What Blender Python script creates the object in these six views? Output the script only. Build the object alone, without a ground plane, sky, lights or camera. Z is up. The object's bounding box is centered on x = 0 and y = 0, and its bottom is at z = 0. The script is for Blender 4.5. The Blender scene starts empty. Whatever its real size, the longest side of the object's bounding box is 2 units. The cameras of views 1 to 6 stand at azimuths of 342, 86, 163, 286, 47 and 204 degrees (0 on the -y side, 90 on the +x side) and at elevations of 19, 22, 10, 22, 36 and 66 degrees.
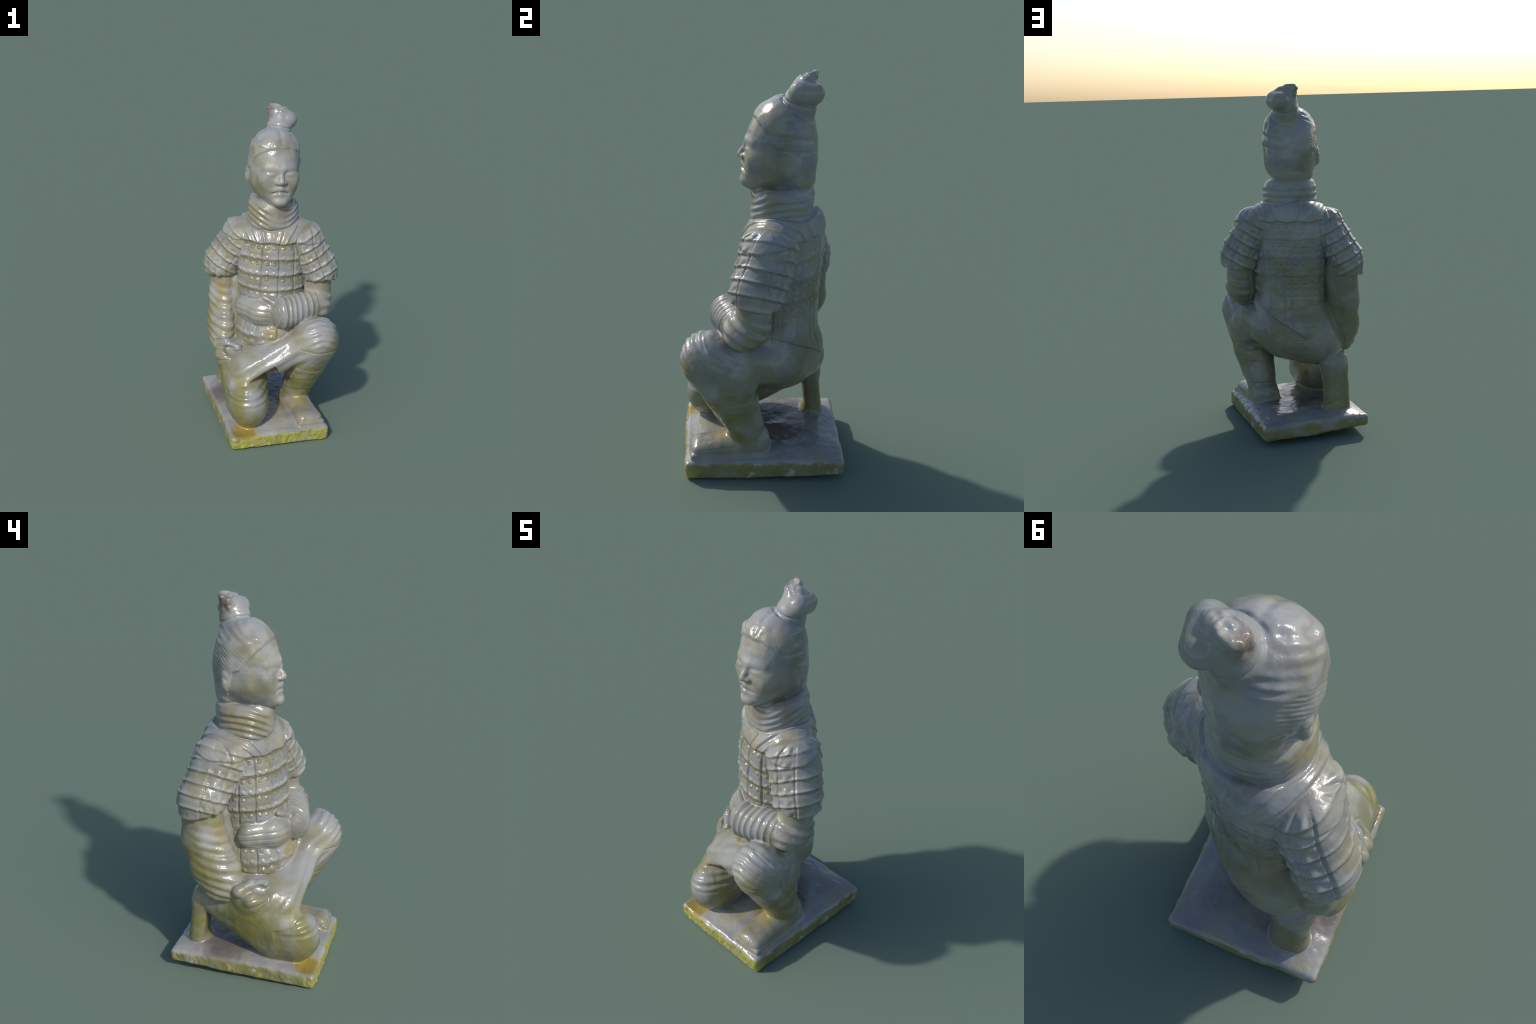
# Kneeling clay archer, glazed pale ceramic, on a rectangular slab.
# The body is an implicit surface (rounded cones, ellipsoids, lofted stacks blended together),
# polygonised once, given its relief (armour plates, studs, folds, hair) by displacement rules
# along the normals, then separated by region into named parts.
import bpy, math
import numpy as np

rng = np.random.default_rng(7)
H = 0.004                                   # voxel size of the polygoniser
LO = np.array([-0.46, -0.47, -0.03])
HI = np.array([0.46, 0.47, 2.04])

# ------------------------------------------------------------------ helpers
def V(*a): return np.array(a, float)
def smooth(e0, e1, x):
    t = np.clip((x - e0) / (e1 - e0), 0, 1)
    return t * t * (3 - 2 * t)
def bump(x, w):                              # smooth hill of half-width w, height 1
    return np.clip(1 - (x / w) ** 2, 0, 1) ** 2
def gauss(x, s): return np.exp(-(x / s) ** 2)

def hash3(i, j, k, seed):
    n = (i * 374761393 + j * 668265263 + k * 2147483647 + seed * 144665) & 0xffffffff
    n = ((n ^ (n >> 13)) * 1274126177) & 0xffffffff
    n = (n ^ (n >> 16)) & 0xffff
    return n / 32767.5 - 1.0
def noise(x, y, z, f, seed=0):
    x, y, z = x * f + 100.0, y * f + 100.0, z * f + 100.0
    i, j, k = np.floor(x).astype(np.int64), np.floor(y).astype(np.int64), np.floor(z).astype(np.int64)
    u, v, w = x - i, y - j, z - k
    u, v, w = u*u*(3-2*u), v*v*(3-2*v), w*w*(3-2*w)
    r = 0
    for a in (0, 1):
        for b in (0, 1):
            for c in (0, 1):
                r = r + hash3(i+a, j+b, k+c, seed) * (u if a else 1-u) * (v if b else 1-v) * (w if c else 1-w)
    return r
def fbm(x, y, z, f, oct=3, seed=0):
    r, a = 0, 1.0
    for o in range(oct):
        r = r + a * noise(x, y, z, f * 2 ** o, seed + o)
        a *= 0.5
    return r

# ------------------------------------------------------------------ implicit primitives
# each primitive: (function of x,y,z -> distance, bbox lo, bbox hi, blend k, part name, mode)
PRIMS = []
def put(fn, lo, hi, k, part, mode='add'):
    PRIMS.append((fn, np.array(lo, float), np.array(hi, float), k, part, mode))

def rotation(yaw=0, pitch=0, roll=0):
    """local axes as rows: yaw about z, pitch about x, roll about y (degrees)"""
    a, b, c = np.radians([yaw, pitch, roll])
    Rz = np.array([[math.cos(a), -math.sin(a), 0], [math.sin(a), math.cos(a), 0], [0, 0, 1]])
    Rx = np.array([[1, 0, 0], [0, math.cos(b), -math.sin(b)], [0, math.sin(b), math.cos(b)]])
    Ry = np.array([[math.cos(c), 0, math.sin(c)], [0, 1, 0], [-math.sin(c), 0, math.cos(c)]])
    return (Rz @ Rx @ Ry).T

def ellipsoid(part, c, r, k=0.02, yaw=0, pitch=0, roll=0, mode='add'):
    c, r = V(*c), V(*r); M = rotation(yaw, pitch, roll)
    def fn(x, y, z):
        dx, dy, dz = x - c[0], y - c[1], z - c[2]
        q = [M[i, 0]*dx + M[i, 1]*dy + M[i, 2]*dz for i in range(3)]
        k0 = np.sqrt((q[0]/r[0])**2 + (q[1]/r[1])**2 + (q[2]/r[2])**2)
        k1 = np.sqrt((q[0]/r[0]**2)**2 + (q[1]/r[1]**2)**2 + (q[2]/r[2]**2)**2) + 1e-9
        return k0 * (k0 - 1) / k1
    e = np.sqrt((M.T**2) @ (r**2))
    put(fn, c - e, c + e, k, part, mode)

def box(part, c, r, rnd=0.02, k=0.02, yaw=0, pitch=0, roll=0, mode='add'):
    c, r = V(*c), V(*r); M = rotation(yaw, pitch, roll)
    def fn(x, y, z):
        dx, dy, dz = x - c[0], y - c[1], z - c[2]
        q = [np.abs(M[i, 0]*dx + M[i, 1]*dy + M[i, 2]*dz) - r[i] + rnd for i in range(3)]
        o = np.sqrt(np.maximum(q[0], 0)**2 + np.maximum(q[1], 0)**2 + np.maximum(q[2], 0)**2)
        return o + np.minimum(np.maximum(q[0], np.maximum(q[1], q[2])), 0) - rnd
    e = np.abs(M.T) @ r
    put(fn, c - e, c + e, k, part, mode)

def limb(part, p0, p1, r0, r1, k=0.02, squash=None, mode='add'):
    """rounded cone from p0 to p1; squash=(direction, factor) flattens it along a direction"""
    p0, p1 = V(*p0), V(*p1)
    if squash is not None:
        u, s = V(*squash[0]), squash[1]; u = u / np.linalg.norm(u)
    else:
        u, s = V(0, 0, 1), 1.0
    g = 1/s - 1
    b = (p1 - p0) + g * ((p1 - p0) @ u) * u
    l2 = b @ b; rr = r0 - r1; a2 = max(l2 - rr*rr, 1e-9); il2 = 1/l2
    def fn(x, y, z):
        dx, dy, dz = x - p0[0], y - p0[1], z - p0[2]
        t = g * (dx*u[0] + dy*u[1] + dz*u[2])
        dx, dy, dz = dx + t*u[0], dy + t*u[1], dz + t*u[2]
        yy = dx*b[0] + dy*b[1] + dz*b[2]
        zz = yy - l2
        ex, ey, ez = dx*l2 - b[0]*yy, dy*l2 - b[1]*yy, dz*l2 - b[2]*yy
        x2 = ex*ex + ey*ey + ez*ez
        y2, z2 = yy*yy*l2, zz*zz*l2
        kk = np.sign(rr)*rr*rr*x2
        r = (np.sqrt(x2*a2*il2) + yy*rr)*il2 - r0
        r = np.where(np.sign(yy)*a2*y2 < kk, np.sqrt(x2 + y2)*il2 - r0, r)
        r = np.where(np.sign(zz)*a2*z2 > kk, np.sqrt(x2 + z2)*il2 - r1, r)
        return r * min(1, s)
    lo = np.minimum(p0 - r0, p1 - r1); hi = np.maximum(p0 + r0, p1 + r1)
    put(fn, lo, hi, k, part, mode)

def path(part, pts, k=0.02, squash=None, inner=0.03):
    for (a, ra), (b, rb) in zip(pts[:-1], pts[1:]):
        limb(part, a, b, ra, rb, k, squash)

def spline(zs, vs):
    """monotone-ish cubic through control values, returned as a dense lookup"""
    zs, vs = np.array(zs, float), np.array(vs, float)
    m = np.gradient(vs, zs)
    d = np.linspace(zs[0], zs[-1], 400)
    i = np.clip(np.searchsorted(zs, d) - 1, 0, len(zs) - 2)
    h = zs[i+1] - zs[i]; t = (d - zs[i]) / h
    out = (2*t**3-3*t**2+1)*vs[i] + (t**3-2*t**2+t)*h*m[i] + (-2*t**3+3*t**2)*vs[i+1] + (t**3-t**2)*h*m[i+1]
    return lambda z: np.interp(z, d, out)

def stack(part, rows, yaw=0, origin=(0, 0), k=0.02, n=2.3, tilt=None, mode='add', skew=0.0, narrow=1.0, belly=0.0):
    """loft of super-ellipses: rows of (z, centre across, half width, front reach, back reach).
    tilt=(ta, tf): horizontal slices are sheared so z' = z - ta*across - tf*forward
    belly pushes the lower front out towards the left; skew turns the back face further round; narrow shrinks the back left quarter"""
    rows = np.array(rows, float); z0, z1 = rows[0, 0], rows[-1, 0]
    cs, hw, fr, bk = (spline(rows[:, 0], rows[:, i]) for i in (1, 2, 3, 4))
    a = math.radians(yaw); A = (math.cos(a), math.sin(a)); F = (math.sin(a), -math.cos(a))
    def fn(x, y, z):
        dx, dy = x - origin[0], y - origin[1]
        p, q = dx*A[0] + dy*A[1], dx*F[0] + dy*F[1]
        zz = z if tilt is None else z - tilt[0]*p - tilt[1]*q
        zc = np.clip(zz, z0, z1)
        p = p - cs(zc)
        w = hw(zc)
        if narrow != 1.0: w = w * np.where(p > 0, 1 - (1 - narrow)*smooth(0.05, -0.05, q), 1.0)
        d = np.where(q > 0, fr(zc)*(1 + belly*np.clip(p/w, -1, 1)*smooth(0.95, 0.75, zc)), bk(zc)*(1 - skew*np.clip(p/w, -1, 1)))
        rho = ((np.abs(p)/w)**n + (np.abs(q)/d)**n)**(1/n) + 1e-6
        ln = np.sqrt(p*p + q*q)
        r = ln * (1 - 1/rho)
        r = np.where(rho < 0.3, -0.7*hw(zc), r)
        return np.maximum(r, np.maximum(zz - z1, z0 - zz))
    m = max(rows[:, 2].max(), rows[:, 3].max(), rows[:, 4].max()) * 1.15 + 0.02
    ex = 0.06 if tilt is not None else 0
    put(fn, (origin[0]-m, origin[1]-m, z0-ex), (origin[0]+m, origin[1]+m, z1+ex), k, part, mode)

# ------------------------------------------------------------------ the figure
TY, TO = -21.0, (0.02, 0.08)                # torso is turned: yaw and axis
HY, HO = -3.0, (-0.011, 0.04)               # head

# --- slab (its back left corner is lifted and its top rises to the back)
BASE_TILT = (-0.012, -0.030)
def slab():
    def fn(x, y, z):
        dome = smooth(-0.03, 0.12, np.minimum(x + 0.335, 0.292 - x)) * smooth(-0.03, 0.12, np.minimum(y + 0.388, 0.410 - y)) * (0.034 - 0.012*smooth(-0.25, -0.36, y))
        ztop = 0.101 + 0.028 * y - 0.004 * x + dome - 0.022*gauss(np.sqrt((x + 0.25)**2 + (y + 0.33)**2), 0.08)
        zbot = np.maximum(0.014 + 0.045 * y - 0.022 * x - 0.048 * np.minimum(x, 0) * np.maximum(y, 0) * 4 * 0.3, 0.0)
        xm = 0.295 + 0.012 * (y - 0.4)
        q0 = np.maximum(x - xm, -0.335 - x); q1 = np.maximum(y - 0.410, -0.388 - y)
        q2 = np.maximum(z - ztop, zbot - z)
        rnd = 0.021
        q = [q0 + rnd, q1 + rnd, q2 + rnd]
        o = np.sqrt(np.maximum(q[0], 0)**2 + np.maximum(q[1], 0)**2 + np.maximum(q[2], 0)**2)
        return o + np.minimum(np.maximum(q[0], np.maximum(q[1], q[2])), 0) - rnd
    put(fn, (-0.35, -0.4, -0.01), (0.31, 0.42, 0.15), 0.012, 'plinth')
slab()

# --- right leg (kneeling), shin rising to the heel, foot standing on its toes
limb('leg_right', (-0.190, -0.02, 0.42), (-0.200, -0.235, 0.250), 0.126, 0.120, 0.03)
ellipsoid('leg_right', (-0.203, -0.250, 0.235), (0.110, 0.138, 0.150), 0.05)
limb('leg_right', (-0.213, -0.15, 0.200), (-0.195, 0.22, 0.405), 0.103, 0.076, 0.04)
ellipsoid('leg_right', (-0.228, -0.07, 0.335), (0.085, 0.16, 0.13), 0.05)
limb('leg_right', (-0.195, -0.08, 0.32), (-0.19, 0.14, 0.42), 0.108, 0.09, 0.04)
ellipsoid('leg_right', (-0.145, -0.13, 0.31), (0.086, 0.120, 0.140), 0.05)
box('foot_right', (-0.182, 0.272, 0.29), (0.076, 0.046, 0.175), 0.04, 0.02, pitch=7)
ellipsoid('foot_right', (-0.180, 0.253, 0.385), (0.077, 0.062, 0.072), 0.03)
ellipsoid('foot_right', (-0.173, 0.280, 0.140), (0.076, 0.058, 0.030), 0.02)

# --- hips under the robe
stack('robe', [(0.386, 0.0, 0.11, 0.10, 0.05), (0.41, 0.0, 0.175, 0.14, 0.110), (0.45, -0.01, 0.225, 0.15, 0.158),
               (0.52, -0.01, 0.258, 0.15, 0.195), (0.60, -0.01, 0.25, 0.14, 0.185), (0.70, 0, 0.225, 0.13, 0.165), (0.78, 0, 0.19, 0.12, 0.14)],
      yaw=TY, origin=(-0.015, 0.085), k=0.02, n=2.2, tilt=(0.14, 0.0), skew=0.25, narrow=0.92)
# lap cloth between the thighs, and cloth over the kneeling thigh
limb('robe', (-0.165, -0.150, 0.420), (0.15, -0.235, 0.610), 0.126, 0.100, 0.06, squash=((0.45, 0, -1), 0.86))
limb('robe', (-0.190, -0.02, 0.430), (-0.200, -0.180, 0.305), 0.138, 0.130, 0.05)
ellipsoid('robe', (-0.12, -0.10, 0.455), (0.165, 0.15, 0.085), 0.06, roll=-14)
ellipsoid('robe', (-0.02, -0.170, 0.515), (0.15, 0.10, 0.070), 0.05, roll=-28)
ellipsoid('robe', (-0.232, 0.035, 0.392), (0.085, 0.15, 0.085), 0.05)
# the cloth ends in a slanting hem over the kneeling leg
box('robe', (-0.20, -0.42, 0.235), (0.26, 0.25, 0.14), 0.004, 0.012, roll=-33, mode='cut')

# --- left leg (raised knee)
limb('leg_left', (0.115, 0.015, 0.590), (0.207, -0.284, 0.652), 0.126, 0.127, 0.04)
limb('leg_left', (0.208, -0.275, 0.615), (0.182, -0.152, 0.40), 0.127, 0.112, 0.03)
limb('leg_left', (0.185, -0.150, 0.40), (0.160, -0.07, 0.19), 0.113, 0.088, 0.02)
limb('leg_left', (0.235, -0.15, 0.56), (0.230, -0.125, 0.515), 0.088, 0.075, 0.03)
box('foot_left', (0.168, -0.168, 0.124), (0.076, 0.185, 0.034), 0.030, 0.02, yaw=3)
box('foot_left', (0.170, -0.172, 0.108), (0.084, 0.190, 0.016), 0.012, 0.006, yaw=3)
limb('foot_left', (0.160, -0.05, 0.17), (0.168, -0.290, 0.130), 0.084, 0.055, 0.04, squash=((0, 0, 1), 0.75))
box('foot_left', (0.150, -0.03, 0.15), (0.068, 0.055, 0.06), 0.03, 0.02, yaw=8)

# --- torso
stack('torso', [(0.535, -0.012, 0.19, 0.255, 0.162), (0.57, -0.012, 0.210, 0.272, 0.182), (0.64, -0.010, 0.218, 0.274, 0.180),
                (0.72, 0, 0.214, 0.258, 0.156), (0.80, 0, 0.208, 0.240, 0.146), (0.90, 0, 0.208, 0.226, 0.144), (1.00, 0, 0.215, 0.222, 0.150),
                (1.10, 0, 0.222, 0.213, 0.153), (1.18, 0, 0.224, 0.201, 0.154), (1.24, 0, 0.216, 0.184, 0.149), (1.29, 0, 0.192, 0.155, 0.140),
                (1.33, 0, 0.15, 0.12, 0.128), (1.36, 0, 0.10, 0.09, 0.10)],
      yaw=TY, origin=TO, k=0.012, n=2.25, skew=0.27, narrow=0.82, belly=0.16)
# shoulders
limb('torso', (0.10, 0.055, 1.235), (0.215, -0.010, 1.185), 0.085, 0.098, 0.06)
limb('torso', (-0.06, 0.115, 1.235), (-0.185, 0.160, 1.178), 0.085, 0.098, 0.06)

# --- shoulder guards, sloping on from the shoulders like a cape
limb('shoulder_guard_left', (0.203, -0.014, 1.190), (0.284, -0.072, 1.02), 0.111, 0.109, 0.03, squash=((1, -0.2, 0), 0.90))
limb('shoulder_guard_left', (0.282, -0.072, 1.03), (0.284, -0.076, 0.95), 0.109, 0.106, 0.02, squash=((1, -0.2, 0), 0.90))
limb('shoulder_guard_left', (0.165, -0.055, 1.188), (0.250, -0.105, 1.00), 0.088, 0.080, 0.03)
limb('shoulder_guard_left', (0.192, 0.045, 1.190), (0.268, -0.015, 1.01), 0.082, 0.082, 0.03)
limb('shoulder_guard_right', (-0.178, 0.172, 1.182), (-0.275, 0.226, 1.00), 0.111, 0.110, 0.03, squash=((1, -0.2, 0), 0.88))
limb('shoulder_guard_right', (-0.272, 0.226, 1.01), (-0.276, 0.228, 0.92), 0.110, 0.107, 0.02, squash=((1, -0.2, 0), 0.88))
limb('shoulder_guard_right', (-0.175, 0.095, 1.185), (-0.255, 0.170, 0.98), 0.090, 0.080, 0.03)
# flat lower ends of the guards
box('shoulder_guard_left', (0.30, -0.075, 0.845), (0.2, 0.2, 0.115), 0.005, 0.012, pitch=-9, mode='cut')
box('shoulder_guard_right', (-0.29, 0.215, 0.813), (0.2, 0.2, 0.115), 0.005, 0.012, pitch=-6, mode='cut')

# --- left arm: upper arm down, forearm across the waist, hand with raised thumb
limb('arm_left', (0.266, -0.068, 1.0), (0.270, -0.080, 0.83), 0.086, 0.086, 0.01)
limb('arm_left', (0.270, -0.080, 0.835), (0.252, -0.116, 0.805), 0.088, 0.084, 0.015)
limb('arm_left', (0.245, -0.125, 0.812), (0.03, -0.178, 0.790), 0.090, 0.095, 0.02)
limb('hand_left', (0.02, -0.165, 0.782), (-0.10, -0.115, 0.773), 0.084, 0.080, 0.008, squash=((0.45, 0.9, 0), 0.72))
limb('hand_left', (-0.09, -0.118, 0.773), (-0.175, -0.002, 0.780), 0.080, 0.068, 0.02, squash=((0.6, 0.8, 0), 0.70))
limb('hand_left', (-0.005, -0.185, 0.835), (-0.095, -0.135, 0.883), 0.024, 0.015, 0.012)

# --- right arm hanging, sleeve widening to the cuff, fist on the thigh
limb('arm_right', (-0.252, 0.225, 1.0), (-0.258, 0.213, 0.77), 0.100, 0.116, 0.01, squash=((1, 0.2, 0), 0.74))
limb('arm_right', (-0.258, 0.210, 0.77), (-0.272, 0.160, 0.62), 0.116, 0.126, 0.02, squash=((1, 0.2, 0), 0.64))
limb('arm_right', (-0.272, 0.160, 0.63), (-0.286, 0.090, 0.542), 0.122, 0.095, 0.02, squash=((1, 0.2, 0), 0.68))
limb('arm_right', (-0.275, 0.150, 0.60), (-0.288, 0.125, 0.525), 0.110, 0.092, 0.02, squash=((1, 0.2, 0), 0.70))
limb('arm_right', (-0.21, 0.215, 0.95), (-0.230, 0.20, 0.62), 0.06, 0.06, 0.03)
limb('robe', (-0.185, 0.155, 0.92), (-0.205, 0.105, 0.60), 0.05, 0.055, 0.03)
ellipsoid('hand_right', (-0.302, -0.022, 0.468), (0.050, 0.086, 0.083), 0.02, yaw=-12, pitch=25)
limb('hand_right', (-0.335, 0.01, 0.535), (-0.295, -0.045, 0.565), 0.034, 0.026, 0.015)
limb('hand_right', (-0.295, -0.045, 0.562), (-0.235, -0.105, 0.545), 0.026, 0.022, 0.015)
limb('hand_right', (-0.330, -0.05, 0.490), (-0.290, -0.105, 0.475), 0.036, 0.030, 0.02)
ellipsoid('hand_right', (-0.288, -0.085, 0.532), (0.034, 0.024, 0.022), 0.012, yaw=-40, mode='cut')

# --- scarf
stack('scarf', [(1.27, 0, 0.115, 0.105, 0.10), (1.30, 0, 0.146, 0.138, 0.138), (1.35, 0, 0.150, 0.150, 0.150), (1.40, 0, 0.149, 0.150, 0.154),
                (1.44, 0, 0.143, 0.146, 0.146), (1.465, 0, 0.118, 0.125, 0.124)],
      yaw=-4, origin=(-0.002, 0.055), k=0.010, n=2.2, tilt=(0, -0.10))

# --- head
stack('head', [(1.425, 0.008, 0.03, 0.135, 0.03), (1.445, 0.006, 0.065, 0.166, 0.125), (1.475, 0.004, 0.100, 0.178, 0.150), (1.51, 0.002, 0.128, 0.176, 0.160), (1.55, 0, 0.146, 0.172, 0.170),
               (1.60, 0, 0.147, 0.166, 0.172), (1.65, 0, 0.149, 0.163, 0.171), (1.70, 0, 0.147, 0.162, 0.166), (1.75, 0, 0.141, 0.146, 0.156),
               (1.79, 0, 0.130, 0.124, 0.148), (1.83, 0, 0.102, 0.092, 0.13), (1.855, 0, 0.072, 0.058, 0.11), (1.872, 0, 0.03, 0.03, 0.05)],
      yaw=HY, origin=HO, k=0.008, n=2.15)
ellipsoid('head', (HO[0] + 0.002, HO[1] + 0.075, 1.492), (0.110, 0.086, 0.058), 0.03)     # nape
# face features, in head coordinates (across, forward, height)
def face(p, q, z):
    a = math.radians(HY)
    return (HO[0] + p*math.cos(a) + q*math.sin(a), HO[1] + p*math.sin(a) - q*math.cos(a), z)
limb('head', face(0, 0.158, 1.655), face(0, 0.188, 1.598), 0.013, 0.016, 0.022)              # nose ridge
for s in (-1, 1):
    ellipsoid('head', face(s*0.018, 0.172, 1.592), (0.016, 0.018, 0.013), 0.012)              # nostril wings
    ellipsoid('head', face(s*0.052, 0.180, 1.640), (0.042, 0.018, 0.013), 0.018, yaw=HY + s*16, roll=s*4, mode='cut')  # eye hollow
    ellipsoid('head', face(s*0.054, 0.150, 1.636), (0.027, 0.014, 0.009), 0.008, yaw=HY + s*16)   # closed lid
    limb('head', face(s*0.022, 0.156, 1.670), face(s*0.086, 0.131, 1.668), 0.011, 0.008, 0.035)   # brow
    ellipsoid('head', face(s*0.075, 0.120, 1.600), (0.040, 0.032, 0.032), 0.05)               # cheek
for s in (-1, 1):
    limb('head', face(s*0.004, 0.166, 1.553), face(s*0.045, 0.146, 1.540), 0.010, 0.007, 0.025)   # moustache lip, drooping to the corners
    limb('head', face(s*0.003, 0.166, 1.522), face(s*0.028, 0.154, 1.518), 0.009, 0.007, 0.025)   # lower lip
    limb('head', face(s*0.002, 0.182, 1.537), face(s*0.046, 0.159, 1.527), 0.005, 0.004, 0.012, mode='cut')
ellipsoid('head', face(0, 0.168, 1.472), (0.036, 0.018, 0.020), 0.025)                        # chin
# ears
for s, nm in ((-1, 'ear_right'), (1, 'ear_left')):
    ellipsoid(nm, face(s*0.132, -0.055, 1.590), (0.018, 0.034, 0.056), 0.012, yaw=HY - s*12, pitch=-10)
    ellipsoid(nm, face(s*0.154, -0.050, 1.600), (0.012, 0.020, 0.034), 0.008, yaw=HY - s*12, pitch=-10, mode='cut')

# --- topknot
limb('topknot', (0.018, 0.110, 1.815), (0.034, 0.126, 1.875), 0.080, 0.066, 0.02)
limb('topknot', (0.034, 0.126, 1.875), (0.042, 0.132, 1.92), 0.064, 0.062, 0.02)
limb('topknot', (0.040, 0.10, 1.87), (0.056, 0.125, 1.92), 0.065, 0.055, 0.015)
limb('topknot', (0.084, 0.108, 1.914), (0.078, 0.165, 1.908), 0.055, 0.052, 0.008)
limb('topknot', (0.016, 0.138, 1.90), (0.010, 0.146, 1.975), 0.048, 0.043, 0.008, squash=((1, 0, 0), 0.88))
box('topknot', (0.008, 0.15, 2.043), (0.09, 0.09, 0.050), 0.004, 0.006, pitch=12, roll=-16, mode='cut')

ORDER = []
for p in PRIMS:
    if p[4] not in ORDER: ORDER.append(p[4])

# ------------------------------------------------------------------ polygonise (surface nets)
def smin(a, b, k):
    h = np.maximum(k - np.abs(a - b), 0) / k
    return np.minimum(a, b) - h*h*k*0.25
def smax(a, b, k): return -smin(-a, -b, k)

N = np.ceil((HI - LO) / H).astype(int) + 1
ax = [(LO[i] + H*np.arange(N[i])).astype(np.float32) for i in range(3)]

def part_field(part, sl, X, Y, Z):
    f = None
    for fn, lo, hi, k, pt, mode in PRIMS:
        if pt != part: continue
        d = fn(X, Y, Z)
        if f is None: f = d
        elif mode == 'cut': f = smax(f, -d, k)
        else: f = smin(f, d, k)
    return f

FIELD = np.full(N, 1.0, np.float32)
def fill(part, k_join):
    pr = [p for p in PRIMS if p[4] == part and p[5] == 'add']
    lo = np.min([p[1] for p in pr], 0) - 0.06; hi = np.max([p[2] for p in pr], 0) + 0.06
    i0 = np.clip(((lo - LO)/H).astype(int), 0, N-1); i1 = np.clip(((hi - LO)/H).astype(int) + 2, 1, N)
    sl = tuple(slice(i0[i], i1[i]) for i in range(3))
    X = ax[0][sl[0]][:, None, None]; Y = ax[1][sl[1]][None, :, None]; Z = ax[2][sl[2]][None, None, :]
    shape = tuple(i1 - i0)
    f = None
    for fn, plo, phi, k, pt, mode in PRIMS:
        if pt != part: continue
        # evaluate each primitive only near itself
        a0 = np.clip(((plo - 0.06 - LO)/H).astype(int), i0, i1) - i0; a1 = np.clip(((phi + 0.06 - LO)/H).astype(int) + 2, i0, i1) - i0
        s2 = tuple(slice(a0[i], a1[i]) for i in range(3))
        d = fn(X[s2[0]], Y[:, s2[1]], Z[:, :, s2[2]]).astype(np.float32)
        if f is None: f = np.full(shape, 1.0, np.float32)
        if mode == 'cut': f[s2] = smax(f[s2], -d, k)
        else: f[s2] = smin(f[s2], d, k)
    FIELD[sl] = smin(FIELD[sl], f, k_join)

JOIN = {'plinth': 0.01, 'leg_right': 0.015, 'foot_right': 0.012, 'robe': 0.014, 'leg_left': 0.05, 'foot_left': 0.014, 'torso': 0.008,
        'shoulder_guard_left': 0.010, 'shoulder_guard_right': 0.010, 'arm_left': 0.008, 'arm_right': 0.010, 'hand_left': 0.014,
        'hand_right': 0.010, 'scarf': 0.008, 'head': 0.006, 'ear_left': 0.006, 'ear_right': 0.006, 'topknot': 0.010}
for p in ORDER: fill(p, JOIN[p])

def surface_nets(F):
    S = F < 0
    nx, ny, nz = F.shape
    cells = np.zeros((nx-1, ny-1, nz-1), np.uint8)
    for a in (0, 1):
        for b in (0, 1):
            for c in (0, 1):
                cells += S[a:nx-1+a, b:ny-1+b, c:nz-1+c]
    I, J, K = np.nonzero((cells > 0) & (cells < 8))
    index = np.full(cells.shape, -1, np.int32); index[I, J, K] = np.arange(len(I))
    pos = np.zeros((len(I), 3)); cnt = np.zeros(len(I))
    corner = [(a, b, c) for a in (0, 1) for b in (0, 1) for c in (0, 1)]
    val = {c: F[I+c[0], J+c[1], K+c[2]].astype(float) for c in corner}
    for c in corner:
        for axis in range(3):
            if c[axis]: continue
            e = list(c); e[axis] = 1; e = tuple(e)
            v0, v1 = val[c], val[e]
            m = (v0 < 0) != (v1 < 0)
            t = np.where(m, v0 / np.where(m, v0 - v1, 1), 0)
            for d in range(3):
                pos[:, d] += np.where(m, c[d] + (t if d == axis else 0), 0)
            cnt += m
    pos = LO + H * (pos / cnt[:, None] + np.stack([I, J, K], 1))
    quads = []
    for axis in range(3):
        o = [(1, 2), (2, 0), (0, 1)][axis]
        A = S[tuple(slice(0, -1) if i == axis else slice(None) for i in range(3))]
        B = S[tuple(slice(1, None) if i == axis else slice(None) for i in range(3))]
        e = np.stack(np.nonzero(A != B), 1)
        e = e[(e[:, o[0]] > 0) & (e[:, o[1]] > 0) & (e[:, o[0]] < F.shape[o[0]]-1) & (e[:, o[1]] < F.shape[o[1]]-1)]
        q = []
        for du, dv in ((1, 1), (0, 1), (0, 0), (1, 0)):
            w = e.copy(); w[:, o[0]] -= du; w[:, o[1]] -= dv
            q.append(index[w[:, 0], w[:, 1], w[:, 2]])
        q = np.stack(q, 1)
        inside = A[e[:, 0], e[:, 1], e[:, 2]]
        q[~inside] = q[~inside][:, ::-1]
        quads.append(q)
    return pos, np.concatenate(quads)

VERT, QUAD = surface_nets(FIELD)
del FIELD

def keep_largest(v, q):
    lab = np.arange(len(v))
    while True:
        m = lab[q].min(1)
        new = lab.copy()
        np.minimum.at(new, q.ravel(), np.repeat(m, 4))
        new = new[new]
        if (new == lab).all(): break
        lab = new
    u, c = np.unique(lab, return_counts=True)
    big = u[c.argmax()]
    kv = lab == big
    remap = np.cumsum(kv) - 1
    return v[kv], remap[q[kv[q[:, 0]]]]
VERT, QUAD = keep_largest(VERT, QUAD)

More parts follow.
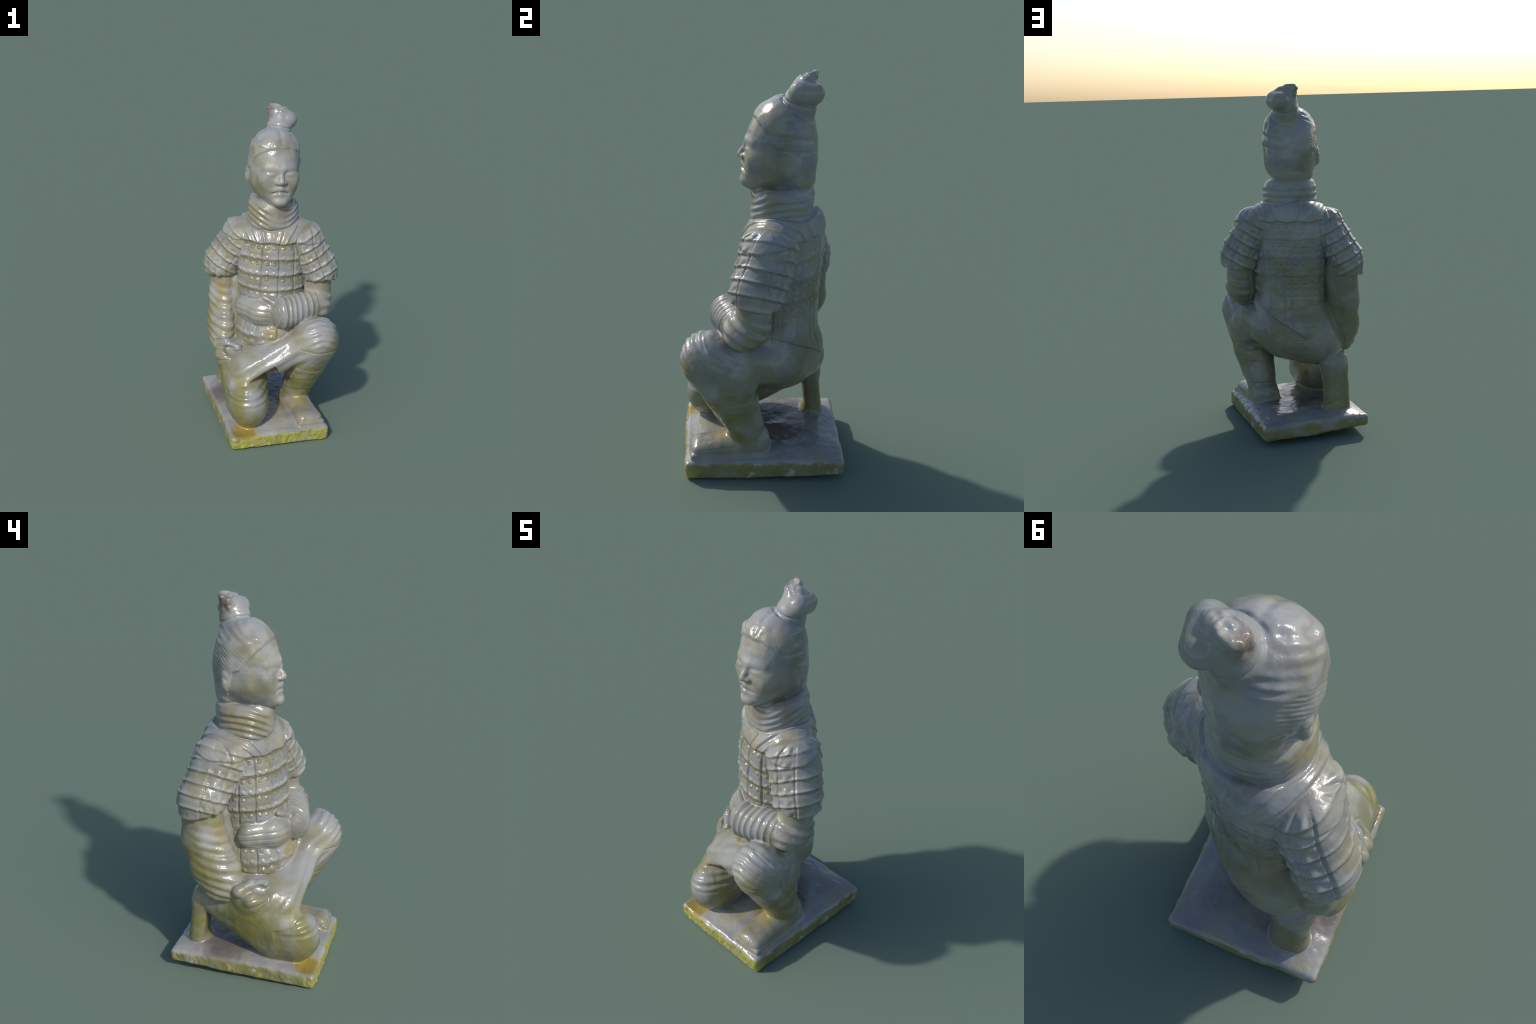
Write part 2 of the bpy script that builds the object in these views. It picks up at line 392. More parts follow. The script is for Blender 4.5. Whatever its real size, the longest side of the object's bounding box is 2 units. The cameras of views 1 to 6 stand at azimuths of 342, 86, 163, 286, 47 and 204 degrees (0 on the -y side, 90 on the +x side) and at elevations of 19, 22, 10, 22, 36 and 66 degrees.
EDGE = np.concatenate([QUAD[:, [0, 1]], QUAD[:, [1, 2]], QUAD[:, [2, 3]], QUAD[:, [3, 0]]])
DEG = np.bincount(EDGE.ravel(), minlength=len(VERT)).astype(float)
def average(a):
    s = np.zeros_like(a)
    if a.ndim == 1:
        return (np.bincount(EDGE[:, 0], a[EDGE[:, 1]], len(a)) + np.bincount(EDGE[:, 1], a[EDGE[:, 0]], len(a))) / DEG
    for d in range(a.shape[1]): s[:, d] = average(a[:, d])
    return s
def normals(v):
    a, b = v[QUAD[:, 2]] - v[QUAD[:, 0]], v[QUAD[:, 3]] - v[QUAD[:, 1]]
    n = np.cross(a, b); out = np.zeros_like(v)
    for d in range(3):
        for c in range(4): out[:, d] += np.bincount(QUAD[:, c], n[:, d], len(v))
    return out / (np.linalg.norm(out, axis=1, keepdims=True) + 1e-12)
for _ in range(2):                               # tiny taubin pass against stair steps
    VERT = VERT + 0.5 * (average(VERT) - VERT)
    VERT = VERT - 0.5 * (average(VERT) - VERT)
NORM = normals(VERT)

# ------------------------------------------------------------------ which part does each vertex belong to
x, y, z = VERT.T
DIST = np.stack([part_field(p, None, x, y, z) for p in ORDER], 1)
LABEL = DIST.argmin(1)
def own(*names):
    """0..1 weight: how deep inside the region of these parts a vertex lies (fades at seams)"""
    ids = [ORDER.index(n) for n in names]
    oth = [i for i in range(len(ORDER)) if i not in ids]
    g = DIST[:, oth].min(1) - DIST[:, ids].min(1)
    return np.clip(g / 0.014, 0, 1)

# ------------------------------------------------------------------ relief
disp = np.zeros(len(VERT))
wob = 0.004*fbm(x, y, z, 13, 2, 71)               # hand-made unevenness of every line
PLATE = np.full(len(VERT), -1)                   # plate number, for separate armour plates

a = math.radians(TY)
tp = (x - TO[0])*math.cos(a) + (y - TO[1])*math.sin(a)      # across the torso (figure's left +)
tq = (x - TO[0])*math.sin(a) - (y - TO[1])*math.cos(a)      # forward
theta = np.arctan2(tp, tq)                                  # 0 = front, +-pi = back
front = smooth(-0.05, 0.05, tq)

# lamellar rows (boundaries differ a little between chest and back)
ROW_F = np.array([1.208, 1.108, 1.010, 0.915, 0.820, 0.722, 0.622, 0.500])
ROW_B = np.array([1.236, 1.134, 1.026, 0.919, 0.803, 0.690, 0.580, 0.470])
rf = np.interp(-z - wob, -ROW_F, np.arange(8.0)); rb = np.interp(-z - wob, -ROW_B, np.arange(8.0))
row = rf*front + rb*(1-front)
ri = np.clip(np.floor(row), 0, 6); rt = row - ri
# columns: measured along the girth so they stay about 9 cm wide
girth = np.where(tq > 0, tp, np.sign(tp)*0.44 - tp)
girth = theta * (0.205 + 0.02*np.cos(2*theta)*-1)
pitch = 0.0885*front + 0.0745*(1 - front)
col = (girth + 0.6*wob) / pitch + 0.5
ci = np.floor(col); ct = col - ci - 0.5
wt = own('torso')
hem = 0.555 + np.where(tp > -0.12, 0.62*(tp + 0.12), 0.90*(-0.12 - tp))
armoured = np.maximum(front, smooth(hem - 0.004, hem + 0.004, z + wob))
yoke_edge = ROW_F[0]*front + ROW_B[0]*(1-front) + 0.004*np.cos(theta*9)
inrows = wt * smooth(yoke_edge + 0.004, yoke_edge - 0.004, z) * armoured
disp += wt * (1 - front) * (0.006*armoured - 0.008*(1 - armoured))
plate_profile = (0.0085 + 0.003*rt)*smooth(0.03, 0.30, rt)*smooth(1.0, 0.90, rt)
lower_back = (1 - front) * smooth(0.84, 0.78, z)
plate_profile *= (0.30 + 0.70*front) * (1 - 0.8*lower_back)
plate_profile *= 0.8 + 0.25*hash3(ci.astype(np.int64)+40, ri.astype(np.int64), 0*ci.astype(np.int64), 9)
plate_profile *= 0.45 + 0.55*smooth(0.5, 0.39, np.abs(ct))
disp += inrows * plate_profile
disp -= inrows * (0.0030 + 0.0025*front + 0.002*lower_back) * gauss(np.abs(ct) - 0.5, 0.06)
disp -= inrows * 0.003 * (1 - front) * (1 - lower_back) * gauss(np.minimum(rt, 1 - rt), 0.05)
for off in (-0.21, 0.21):                                    # studs, two above and two below on each plate
    for rr in (0.24, 0.80):
        dx_ = (ct - off)*pitch; dz_ = (rt - rr)*0.1
        h = np.sqrt(dx_**2 + dz_**2)
        keep = (hash3(ci.astype(np.int64)+40, ri.astype(np.int64)+int(rr*10), np.int64(off > 0)+0*ci.astype(np.int64), 3) > -0.75)
        amp = (0.0055*front + 0.005*(1-front)) * (0.7 + 0.3*hash3(ci.astype(np.int64)+40, ri.astype(np.int64)+7, ci.astype(np.int64)*0, 5))
        disp += inrows * keep * (ri < 6.5) * (1 - lower_back) * (amp*bump(h, 0.0125) - 0.0018*bump(h - 0.0145, 0.006))
# yoke over the shoulders: slab standing proud with radiating grooves
yoke = wt * smooth(yoke_edge - 0.004, yoke_edge + 0.004, z)
cape = own('torso', 'shoulder_guard_left', 'shoulder_guard_right')
disp += 0.008 * cape * smooth(yoke_edge - 0.004, yoke_edge + 0.004, z)
su = (np.abs(tp) + wob) / (1 + 6*np.maximum(z - 1.21, 0)) 
for ln in (0.047, 0.092, 0.132, 0.172, 0.21):
    disp += yoke * smooth(1.36, 1.31, z) * (0.0045*gauss(su - ln + 0.007, 0.009) - 0.0045*gauss(su - ln - 0.003, 0.0045))
PLATE = np.where((LABEL == ORDER.index('torso')) & (z < yoke_edge), (ri*40 + ci + 20).astype(int), PLATE)

GUARD_PITCH = 0.060                                         # rows run square to the slope of the shoulder
# shoulder guards: rows of overlapping lames, columns split by lacing grooves
for nm, c0, out_yaw in (('shoulder_guard_left', (0.205, -0.012), -18.0), ('shoulder_guard_right', (-0.175, 0.165), 160.0)):
    w = own(nm)
    t = np.clip((1.205 - z)/0.2, 0, 1)                          # the axis of the guard leans outwards
    cx = c0[0] + t*(0.075 if nm.endswith('left') else -0.095); cy = c0[1] + t*(-0.060 if nm.endswith('left') else 0.055)
    ang = np.degrees(np.arctan2(y - cy, x - cx)) - out_yaw
    rad = np.hypot(x - cx, y - cy); w = w * (0.25 + 0.75*smooth(0.03, 0.07, rad))
    ang = (ang + 180) % 360 - 180
    gz = ((1.33 - z)*0.85 + 0.45*np.abs(tp) + wob) / GUARD_PITCH
    gi = np.floor(gz); gt = gz - gi
    edges = np.array([-115, -75, -32, 33, 72, 112.0])
    gcol = np.searchsorted(edges, ang)
    ang = ang + 300*wob
    near = np.min(np.abs(ang[:, None] - edges[None]), 1) * math.radians(1) * 0.13
    disp += w * (0.0018*gt + 0.0038*gauss(gt - 0.93, 0.11) + 0.0038*gauss(gt + 0.07, 0.11) - 0.0018*gauss(gt - 0.15, 0.1))
    disp -= w * 0.0050 * gauss(near, 0.0060)
    disp += w * 0.003 * (gcol == 3)
    disp += w * (np.abs(ang) > 33) * 0.0045 * gauss(gt - 0.75, 0.22) * np.cos(np.radians(ang)*13)
    side = 0 if nm.endswith('left') else 1
    PLATE = np.where(LABEL == ORDER.index(nm), (1000 + side*500 + np.clip(gi, 0, 8)*10 + gcol).astype(int), PLATE)

# scarf: wound folds, sinking to the front
sa = np.arctan2(x + 0.004, -(y - 0.055))
ws = own('scarf')
su = z + 0.055*np.cos(sa) * smooth(1.6, 0.3, np.abs(sa)) + 0.010*np.cos(sa) + 0.008*np.sin(2*sa + 0.6) + 0.007*noise(x, y, z, 12, 3)
folds = np.sin(su * 2*math.pi / 0.037 + 1.1*noise(x, y, z, 7, 13))
amp = 0.35 + 0.65*smooth(-0.5, 0.5, noise(x, y, z, 6, 23))
disp += ws * 0.0040 * folds * amp * (1 - 0.8*gauss(sa + 0.15, 0.35))

# sleeves
wl = own('arm_left')
fore = smooth(0.26, 0.20, x) * wl
su = x + 0.10*(z - 0.78)*0.6 + 0.006*noise(x, y, z, 11, 5)
disp += fore * 0.0042*(2*np.abs(np.sin((su - 0.01) * math.pi/0.036 + 0.5*noise(x, y, z, 9, 6)))**0.7 - 1.2)*-1 * smooth(-0.25, -0.12, -y - 0.28 + 0.25*(z-0.6)+.1)
disp += wl * (x < 0.035) * 0.006 * smooth(0.035, 0.01, x)
up = smooth(0.20, 0.27, x) * wl
su = z + 0.5*(y + 0.06) + 0.01*noise(x, y, z, 9, 8)
disp += up * 0.005*np.sin(su*2*math.pi/0.062) * smooth(0.93, 0.86, z)
wr = own('arm_right')
su = z - 0.28*(y - 0.2) + 0.008*noise(x, y, z, 10, 9)
fr_ = smooth(0.30, 0.12, y) * (0.4 + 0.6*smooth(-0.4, 0.4, noise(x, y, z, 7, 19)))
disp += wr * (0.0034*np.sin(su*2*math.pi/0.048 + 1.6*noise(x, y, z, 6, 29))*fr_ * smooth(0.93, 0.85, z))

# robe: long soft folds fanning from the raised knee to the kneeling one
wb = own('robe', 'leg_left', 'leg_right')
lap = wb * smooth(0.02, -0.10, y) * smooth(0.36, 0.44, z)
fx = (z - 0.40) - 0.62*(x + 0.20) + 0.35*(y + 0.3)
disp += lap * 0.0040*np.sin(fx*2*math.pi/0.085 + 1.2*noise(x, y, z, 6, 2)) * smooth(0.16, 0.08, x)
knee = own('leg_left', 'robe') * smooth(0.10, 0.15, x) * smooth(0.58, 0.68, z) * smooth(-0.10, -0.22, y)
ku = (z - 0.70) + 0.75*(y + 0.30) + 0.25*np.abs(x - 0.20)
disp += knee * 0.0030*np.sin(ku*2*math.pi/0.046 + 0.8*noise(x, y, z, 8, 4))
wk = own('leg_right')
kn = wk * smooth(-0.12, -0.26, y) * smooth(0.26, 0.31, z) * smooth(0.47, 0.42, z)
disp += kn * 0.0035*np.sin((z - 0.16*(x+0.2))*2*math.pi/0.040)
# legging bands on the shin
ll = own('leg_left')
disp += ll * 0.004 * (smooth(0.372, 0.366, z - 0.12*(x-0.17)) * -1 + 0) * smooth(0.5, 0.4, z)
flap = ll * smooth(0.487, 0.493, z) * smooth(-0.003, 0.004, y + 0.262 - (0.653 - z)*0.44 + wob) * smooth(0.20, 0.24, x)
disp += 0.007*flap
disp += ll * (0.005*smooth(0.258, 0.264, z + 0.12*(y + 0.1) + wob) - 0.004*smooth(0.440, 0.446, z + 0.1*(x - 0.17) + wob)) * smooth(0.66, 0.5, z)
disp -= ll * 0.004*gauss(z - 0.605 - 0.12*(y + 0.4) + wob, 0.006) * smooth(-0.26, -0.32, y)
fing = own('hand_left')
disp -= fing * 0.0028*np.abs(np.cos((z - 0.70 + 0.3*wob)*math.pi/0.034))**8 * smooth(-0.03, -0.09, x) * smooth(0.84, 0.81, z)
fist = own('hand_right')
disp -= fist * 0.004*np.abs(np.cos((z - 0.36 + 0.35*(y + 0.03))*math.pi/0.042))**8 * smooth(-0.02, -0.06, y)
# broad wobble of moulded clay
disp += 0.0026*fbm(x, y, z, 9, 3, 11) + 0.0013*fbm(x, y, z, 26, 2, 15) + 0.0006*fbm(x, y, z, 45, 2, 17)*smooth(1.0, 0.4, z)

# slab: chipped rough rim
wp = own('plinth')
side = 1 - np.abs(NORM[:, 2])
disp += wp * (0.002*fbm(x, y, z, 12, 3, 21) + smooth(0.4, 0.8, side) * (0.0045*fbm(x, y, z*0.6, 26, 3, 31) + 0.003*fbm(x, y, z, 60, 2, 33)*smooth(-0.3, -0.36, y)))

# hair: cap standing proud of the brow, combed grooves, coiled ridge on the right, braid band on the left
a = math.radians(HY)
hp = (x - HO[0])*math.cos(a) + (y - HO[1])*math.sin(a)
hq = (x - HO[0])*math.sin(a) - (y - HO[1])*math.cos(a)
wh = own('head', 'ear_left', 'ear_right')
azh = np.arctan2(np.abs(hp), hq)                             # 0 front .. pi back
HAIRLINE = np.interp(azh, [0, 0.45, 0.9, 1.25, 1.5, 1.75, 2.05, 2.5, 3.2], [1.784, 1.778, 1.750, 1.698, 1.650, 1.640, 1.50, 1.44, 1.42])
hair = wh * smooth(-0.008, 0.010, z - HAIRLINE + 1.5*wob)
disp += 0.005 * hair * smooth(2.4, 1.9, azh) + 0.003*hair
swirl = np.sin((z*1.0 + 0.6*hq)*2*math.pi/0.034 + 2.0*noise(x, y, z, 9, 41))
disp += hair * smooth(0.02, -0.05, hp) * smooth(1.76, 1.80, z) * 0.0024*swirl * (0.4 + 0.6*smooth(-0.3, 0.3, noise(x, y, z, 10, 43)))
roll = z - (1.735 + 0.33*hq)                                  # rolled strand sweeping up from the right temple
disp += hair * smooth(0.0, -0.07, hp) * smooth(-0.09, 0.0, hq) * 0.007*gauss(roll - 0.035, 0.026)
comb = np.sin((z*0.75 + hq*0.65)*2*math.pi/0.0155)
disp += hair * smooth(-0.06, -0.11, hp) * smooth(1.635, 1.66, z)*smooth(1.775, 1.75, z) * smooth(0.06, 0.0, hq) * 0.0011*comb*(0.4 + 0.6*smooth(-0.3, 0.3, noise(x, y, z, 16, 45)))
bandl = gauss(z - (1.715 + 0.25*hq*0.6), 0.012)
disp -= hair * smooth(0.05, 0.1, hp) * 0.006*bandl
bandl = gauss(z - (1.655 + 0.10*hq), 0.007)
disp -= wh * smooth(0.05, 0.1, hp) * smooth(0.06, 0.0, hq) * 0.005*bandl
disp -= wh * 0.012*gauss(np.sqrt((hp-0.135)**2 + (hq+0.03)**2 + (z-1.768)**2), 0.022)
disp -= wh * 0.005*gauss(hp - 0.01, 0.014) * smooth(1.775, 1.81, z) * smooth(-0.02, 0.03, hq)
disp += hair * 0.0035*fbm(x, y, z, 17, 2, 47)
disp += wh * smooth(-0.08, -0.12, hp)*smooth(-0.02, -0.07, hq)*smooth(1.66, 1.62, z) * 0.004*fbm(x, y, z, 40, 2, 51)
wtk = own('topknot')
disp += wtk * smooth(1.96, 1.98, z) * 0.010*fbm(x, y, z, 34, 2, 61)
disp += wtk * smooth(0.0, -0.04, x) * smooth(1.90, 1.93, z) * 0.008*fbm(x, y, z, 40, 2, 63)
ka = np.arctan2(x - 0.02, -(y - 0.12))
disp -= wtk * 0.005*gauss(z - (1.862 + 0.02*np.cos(ka) - 0.012*np.sin(ka)), 0.006)

VERT = VERT + NORM * disp[:, None]
VERT[:, 2] = np.clip(VERT[:, 2], 0.0, 2.0)
NORM = normals(VERT)

print('extent', VERT.min(0).round(3), VERT.max(0).round(3), 'verts', len(VERT))

# ------------------------------------------------------------------ materials
class Nodes:
    def __init__(self, name):
        self.m = bpy.data.materials.new(name); self.m.use_nodes = True
        self.t = self.m.node_tree; self.b = self.t.nodes['Principled BSDF']
        self.co = self.new('ShaderNodeTexCoord').outputs['Object']
        sep = self.new('ShaderNodeSeparateXYZ'); self.link(self.co, sep.inputs[0]); self.x, self.y, self.z = sep.outputs
    def new(self, kind, **kw):
        n = self.t.nodes.new(kind)
        for k, v in kw.items(): setattr(n, k, v)
        return n
    def link(self, a, b): self.t.links.new(a, b)
    def put(self, sock, v):
        if isinstance(v, (int, float)): sock.default_value = v
        elif isinstance(v, tuple): sock.default_value = (*v, 1) if len(sock.default_value) == 4 else v
        else: self.link(v, sock)
    def math(self, op, a, b=0.0, clamp=False):
        n = self.new('ShaderNodeMath', operation=op, use_clamp=clamp); self.put(n.inputs[0], a); self.put(n.inputs[1], b)
        return n.outputs[0]
    def ramp(self, v, lo, hi, a=0.0, b=1.0):
        n = self.new('ShaderNodeMapRange', interpolation_type='SMOOTHSTEP'); self.put(n.inputs[0], v)
        for i, q in enumerate((lo, hi, a, b)): n.inputs[1+i].default_value = q
        return n.outputs[0]
    def noise(self, scale, detail=3.0, offset=0.0):
        v = self.co
        if offset:
            m = self.new('ShaderNodeMapping'); self.link(v, m.inputs[0]); m.inputs[1].default_value = (offset, offset*0.7, -offset); v = m.outputs[0]
        n = self.new('ShaderNodeTexNoise'); self.link(v, n.inputs['Vector']); n.inputs['Scale'].default_value = scale; n.inputs['Detail'].default_value = detail
        return n.outputs['Fac']
    def mix(self, f, a, b):
        n = self.new('ShaderNodeMix', data_type='RGBA'); self.put(n.inputs[0], f); self.put(n.inputs[6], a); self.put(n.inputs[7], b)
        return n.outputs[2]
    def spot(self, c, r, soft=0.6):
        """1 inside a lumpy ball around c, 0 outside"""
        d = self.new('ShaderNodeVectorMath', operation='DISTANCE'); self.link(self.co, d.inputs[0]); d.inputs[1].default_value = c
        w = self.math('ADD', d.outputs['Value'], self.math('MULTIPLY', self.math('SUBTRACT', self.noise(14, 2), 0.5), r*0.9))
        return self.ramp(w, r*(1-soft), r, 1, 0)

PALE, BLUE, CREAM = (0.315, 0.318, 0.305), (0.228, 0.238, 0.242), (0.295, 0.280, 0.205)
KHAKI, OLIVE, AMBER, BROWN, RIM_YELLOW = (0.165, 0.148, 0.085), (0.180, 0.170, 0.050), (0.260, 0.190, 0.020), (0.110, 0.090, 0.080), (0.310, 0.305, 0.065)
BOUNCE_TINTS = [((-0.33, 0.00, 0.33), 0.24, 0.95), ((0.20, -0.20, 0.40), 0.20, 0.95), ((-0.32, 0.22, 0.66), 0.20, 0.75), ((0.13, 0.08, 0.48), 0.22, 0.5),  # olive spots: warm light bounced onto the sides, painted into the glaze
          ((-0.22, -0.30, 0.17), 0.11, 0.7), ((-0.16, 0.30, 0.25), 0.20, 0.6), ((0.30, -0.42, 0.60), 0.11, 0.5), ((-0.17, -0.02, 1.55), 0.14, 0.25),
          ((-0.14, 0.00, 1.37), 0.12, 0.5), ((0.28, -0.05, 0.74), 0.10, 0.5), ((-0.30, 0.16, 0.93), 0.10, 0.4), ((0.12, -0.20, 0.55), 0.10, 0.6),
          ((-0.06, 0.28, 0.80), 0.34, 0.40), ((0.30, -0.02, 0.85), 0.16, 0.40), ((-0.22, 0.30, 0.80), 0.20, 0.40), ((-0.02, 0.24, 1.55), 0.14, 0.25)]
SKY_TINTS = [((-0.01, 0.06, 1.88), 0.17, 0.6), ((0.02, 0.10, 1.30), 0.22, 0.4), ((-0.22, 0.17, 1.25), 0.14, 0.4), ((0.26, -0.04, 1.22), 0.16, 0.4), ((-0.06, -0.24, 0.58), 0.19, 0.7), ((0.21, -0.33, 0.74), 0.13, 0.7), ((-0.18, -0.38, 0.32), 0.10, 0.7), ((-0.27, -0.06, 0.57), 0.10, 0.6), ((0.08, -0.22, 0.83), 0.14, 0.4)]  # blue-grey spots: sky light on upward surfaces, tinted in by position
POOLS = [((-0.25, -0.335, 0.085), 0.105, AMBER, 0.9), ((0.155, -0.190, 0.185), 0.075, AMBER, 0.5), ((0.05, -0.14, 0.12), 0.07, AMBER, 0.5),
         ((-0.06, -0.22, 0.665), 0.085, AMBER, 0.55), ((0.01, -0.12, 1.395), 0.08, (0.20, 0.14, 0.11), 0.6), ((-0.31, 0.10, 0.85), 0.08, AMBER, 0.45),
         ((-0.12, 0.09, 1.40), 0.09, AMBER, 0.35), ((-0.30, 0.03, 0.50), 0.06, AMBER, 0.5), ((0.27, -0.10, 0.93), 0.07, AMBER, 0.3)]
def glaze(name, band=None, depth=1.0, low_bounce=1.0, guard=False, rim=False, top=False, pools=True, tint=None):
    """glassy pale glaze, mottled bluish and cream; bounce and sky light tinted in; amber where it pooled.
    band=(z top, z bottom) of an armour lame: khaki under the lame above, pale along its own edge"""
    N = Nodes(name)
    col = N.mix(N.ramp(N.noise(5, 4), 0.38, 0.62), PALE, BLUE)
    col = N.mix(N.math('MULTIPLY', N.ramp(N.noise(9, 3, 3.1), 0.42, 0.64), 0.8), col, CREAM)
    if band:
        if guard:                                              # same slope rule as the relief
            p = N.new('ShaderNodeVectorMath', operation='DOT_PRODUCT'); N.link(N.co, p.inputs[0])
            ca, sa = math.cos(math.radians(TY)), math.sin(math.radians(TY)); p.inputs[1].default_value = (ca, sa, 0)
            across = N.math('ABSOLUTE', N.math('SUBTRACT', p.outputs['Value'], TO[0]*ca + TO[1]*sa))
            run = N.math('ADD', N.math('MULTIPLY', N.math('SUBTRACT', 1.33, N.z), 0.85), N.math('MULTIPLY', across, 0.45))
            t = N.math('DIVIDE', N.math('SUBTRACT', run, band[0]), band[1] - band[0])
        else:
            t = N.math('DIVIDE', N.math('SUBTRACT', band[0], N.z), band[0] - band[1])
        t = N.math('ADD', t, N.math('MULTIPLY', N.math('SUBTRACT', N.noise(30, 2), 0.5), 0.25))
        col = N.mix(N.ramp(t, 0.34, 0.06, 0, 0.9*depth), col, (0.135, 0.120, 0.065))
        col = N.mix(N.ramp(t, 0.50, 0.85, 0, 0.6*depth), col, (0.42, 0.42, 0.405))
    low = N.math('ADD', N.z, N.math('MULTIPLY', N.math('SUBTRACT', N.noise(6, 3, 7.7), 0.5), 0.55))
    if not top:
        col = N.mix(N.math('MULTIPLY', N.ramp(low, 0.80, 0.15, 0, 0.9*low_bounce), N.ramp(N.noise(9, 3, 13.0), 0.35, 0.60, 0.35, 1.0)), col, OLIVE)  # yellow ground bounce baked in, stronger towards the slab
        col = N.mix(N.math('MULTIPLY', N.ramp(N.noise(6, 4, 11.0), 0.44, 0.66), 0.55), col, KHAKI)
    if not top and not rim:
        for c, r, a in BOUNCE_TINTS: col = N.mix(N.math('MULTIPLY', N.spot(c, r, 0.75), a), col, OLIVE)
        for c, r, a in SKY_TINTS: col = N.mix(N.math('MULTIPLY', N.spot(c, r, 0.75), a), col, (0.280, 0.293, 0.310))
    if rim:
        col = N.mix(N.math('MULTIPLY', N.ramp(N.noise(8, 4, 1.3), 0.30, 0.55, 0.35, 1.0), N.ramp(N.y, -0.30, -0.365, 0.14, 1.0)), col, RIM_YELLOW)
        col = N.mix(N.ramp(N.noise(16, 4, 5.3), 0.60, 0.70, 0, 0.8), col, (0.40, 0.38, 0.33))
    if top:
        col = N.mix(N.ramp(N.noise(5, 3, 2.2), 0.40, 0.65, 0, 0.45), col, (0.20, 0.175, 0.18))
        for c, r in (((-0.22, 0.12, 0.12), 0.20), ((0.02, 0.10, 0.13), 0.20), ((0.10, -0.06, 0.12), 0.14)):  # slab darkened brown beneath the figure, a painted contact shadow
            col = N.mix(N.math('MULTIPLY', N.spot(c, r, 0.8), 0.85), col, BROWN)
    if pools:
        for c, r, k, a in POOLS: col = N.mix(N.math('MULTIPLY', N.spot(c, r), a), col, k)
    if tint:
        c, r, k, a = tint; col = N.mix(N.math('MULTIPLY', N.spot(c, r), a), col, k)
    N.link(col, N.b.inputs['Base Color'])
    N.put(N.b.inputs['Roughness'], N.ramp(N.noise(11, 3, 4.0), 0.3, 0.7, 0.15, 0.30) if not rim else 0.5)
    N.b.inputs['IOR'].default_value = 1.5
    bmp = N.new('ShaderNodeBump'); bmp.inputs['Strength'].default_value = 0.32 if not rim else 0.6; bmp.inputs['Distance'].default_value = 0.004
    N.link(N.noise(70 if not rim else 45, 3), bmp.inputs['Height']); N.link(bmp.outputs[0], N.b.inputs['Normal'])
    return N.m
MAT = glaze('pale_glaze')
MAT_SHOE = glaze('shoe_glaze', low_bounce=0.25)
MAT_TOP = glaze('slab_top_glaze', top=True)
MAT_RIM = glaze('slab_rim_yellow', rim=True, pools=False)
MAT_KNOT = glaze('topknot_glaze', pools=False, tint=((-0.050, 0.155, 1.955), 0.075, (0.16, 0.125, 0.105), 0.85))
MAT_ROW = {}
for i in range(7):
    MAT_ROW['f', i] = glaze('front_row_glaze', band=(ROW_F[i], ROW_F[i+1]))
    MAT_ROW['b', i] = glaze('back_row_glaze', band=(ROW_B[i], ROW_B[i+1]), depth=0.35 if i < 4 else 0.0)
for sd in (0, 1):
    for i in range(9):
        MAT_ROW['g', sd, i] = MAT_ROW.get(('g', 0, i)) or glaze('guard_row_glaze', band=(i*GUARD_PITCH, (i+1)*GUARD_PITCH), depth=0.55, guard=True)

# ------------------------------------------------------------------ separate into parts
thing = bpy.data.objects.new('kneeling_archer_statue', None)
thing['label'] = 'pale glazed ceramic statue of a kneeling armoured archer'
thing['category'] = 'statue'
bpy.context.collection.objects.link(thing)

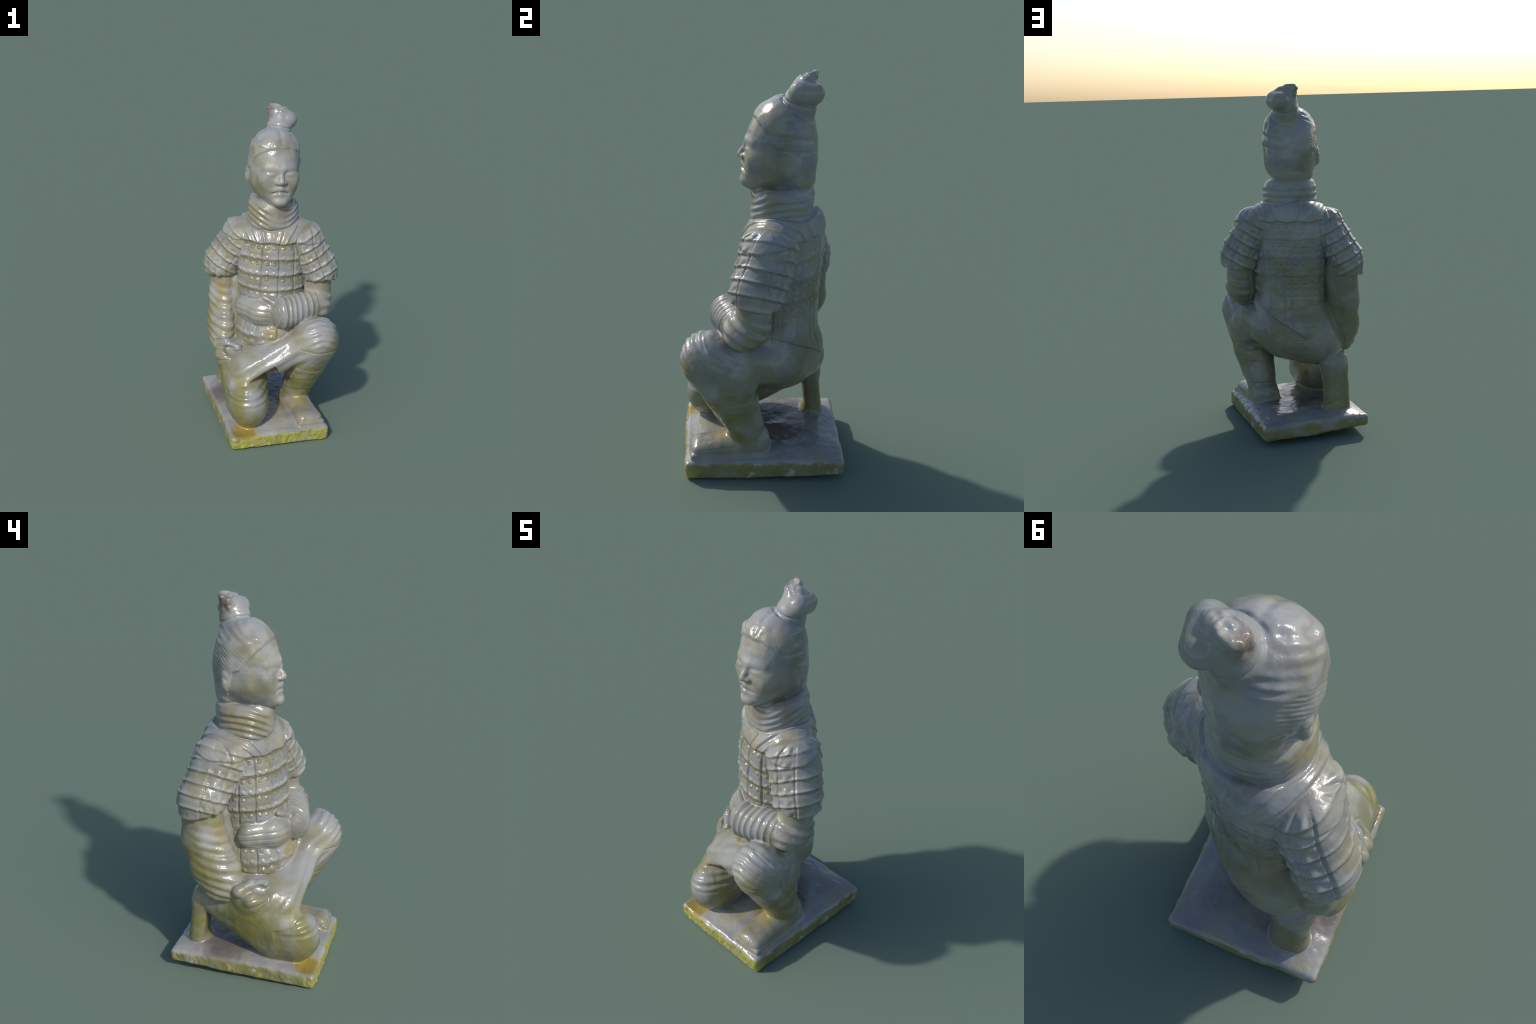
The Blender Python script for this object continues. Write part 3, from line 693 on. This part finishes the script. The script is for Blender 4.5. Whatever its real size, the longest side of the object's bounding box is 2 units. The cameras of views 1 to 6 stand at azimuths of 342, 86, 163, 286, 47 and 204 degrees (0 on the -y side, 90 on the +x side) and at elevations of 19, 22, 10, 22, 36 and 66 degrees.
# head region splits into face and hair
names = {'plinth': 'plinth', 'leg_right': 'leg', 'leg_left': 'leg', 'foot_right': 'foot', 'foot_left': 'foot', 'robe': 'robe', 'torso': 'torso',
         'shoulder_guard_left': 'shoulder_guard', 'shoulder_guard_right': 'shoulder_guard', 'arm_left': 'arm', 'arm_right': 'arm',
         'hand_left': 'hand', 'hand_right': 'hand', 'scarf': 'scarf', 'head': 'head', 'ear_left': 'ear', 'ear_right': 'ear', 'topknot': 'topknot', 'hair': 'hair'}
KEYS = ORDER + ['hair']
VL = LABEL.copy()
VL[(LABEL == ORDER.index('head')) & (z > HAIRLINE)] = len(ORDER)

def majority(lab):
    f = lab[QUAD]
    out = f[:, 0].copy()
    m = (f[:, 1] == f[:, 2]) | (f[:, 1] == f[:, 3])
    out[m] = f[m, 1]
    return out
FL = majority(VL)
FP = np.where(np.isin(FL, [ORDER.index(n) for n in ('torso', 'shoulder_guard_left', 'shoulder_guard_right')]), PLATE[QUAD[:, 0]], -1)

def piece(name, faces, parent, mat):
    used, inv = np.unique(QUAD[faces], return_inverse=True)
    me = bpy.data.meshes.new(name)
    me.from_pydata(VERT[used].tolist(), [], inv.reshape(-1, 4).tolist())
    me.polygons.foreach_set('use_smooth', np.ones(len(me.polygons), bool))
    me.normals_split_custom_set_from_vertices(NORM[used].tolist())
    me.materials.append(mat)
    ob = bpy.data.objects.new(name, me); ob.parent = parent
    bpy.context.collection.objects.link(ob)
    return ob

for i, key in enumerate(KEYS):
    fs = np.nonzero(FL == i)[0]
    if len(fs) == 0: continue
    pid = FP[fs]
    ids, cnt = np.unique(pid[pid >= 0], return_counts=True)
    big = ids[cnt > 60]
    rest = fs[~np.isin(pid, big)]
    mat = MAT_TOP if key == 'plinth' else MAT_KNOT if key == 'topknot' else MAT_SHOE if key == 'foot_left' else MAT
    if key == 'plinth':                                        # greyish top and yellow rim
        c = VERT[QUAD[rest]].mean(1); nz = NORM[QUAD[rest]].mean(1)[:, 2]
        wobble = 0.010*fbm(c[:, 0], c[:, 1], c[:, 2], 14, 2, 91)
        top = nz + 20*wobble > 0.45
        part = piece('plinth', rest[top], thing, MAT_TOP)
        piece('plinth_rim', rest[~top], part, MAT_RIM)
        continue
    part = piece(names[key], rest, thing, mat) if len(rest) else None
    for b in big:
        sel = fs[pid == b]
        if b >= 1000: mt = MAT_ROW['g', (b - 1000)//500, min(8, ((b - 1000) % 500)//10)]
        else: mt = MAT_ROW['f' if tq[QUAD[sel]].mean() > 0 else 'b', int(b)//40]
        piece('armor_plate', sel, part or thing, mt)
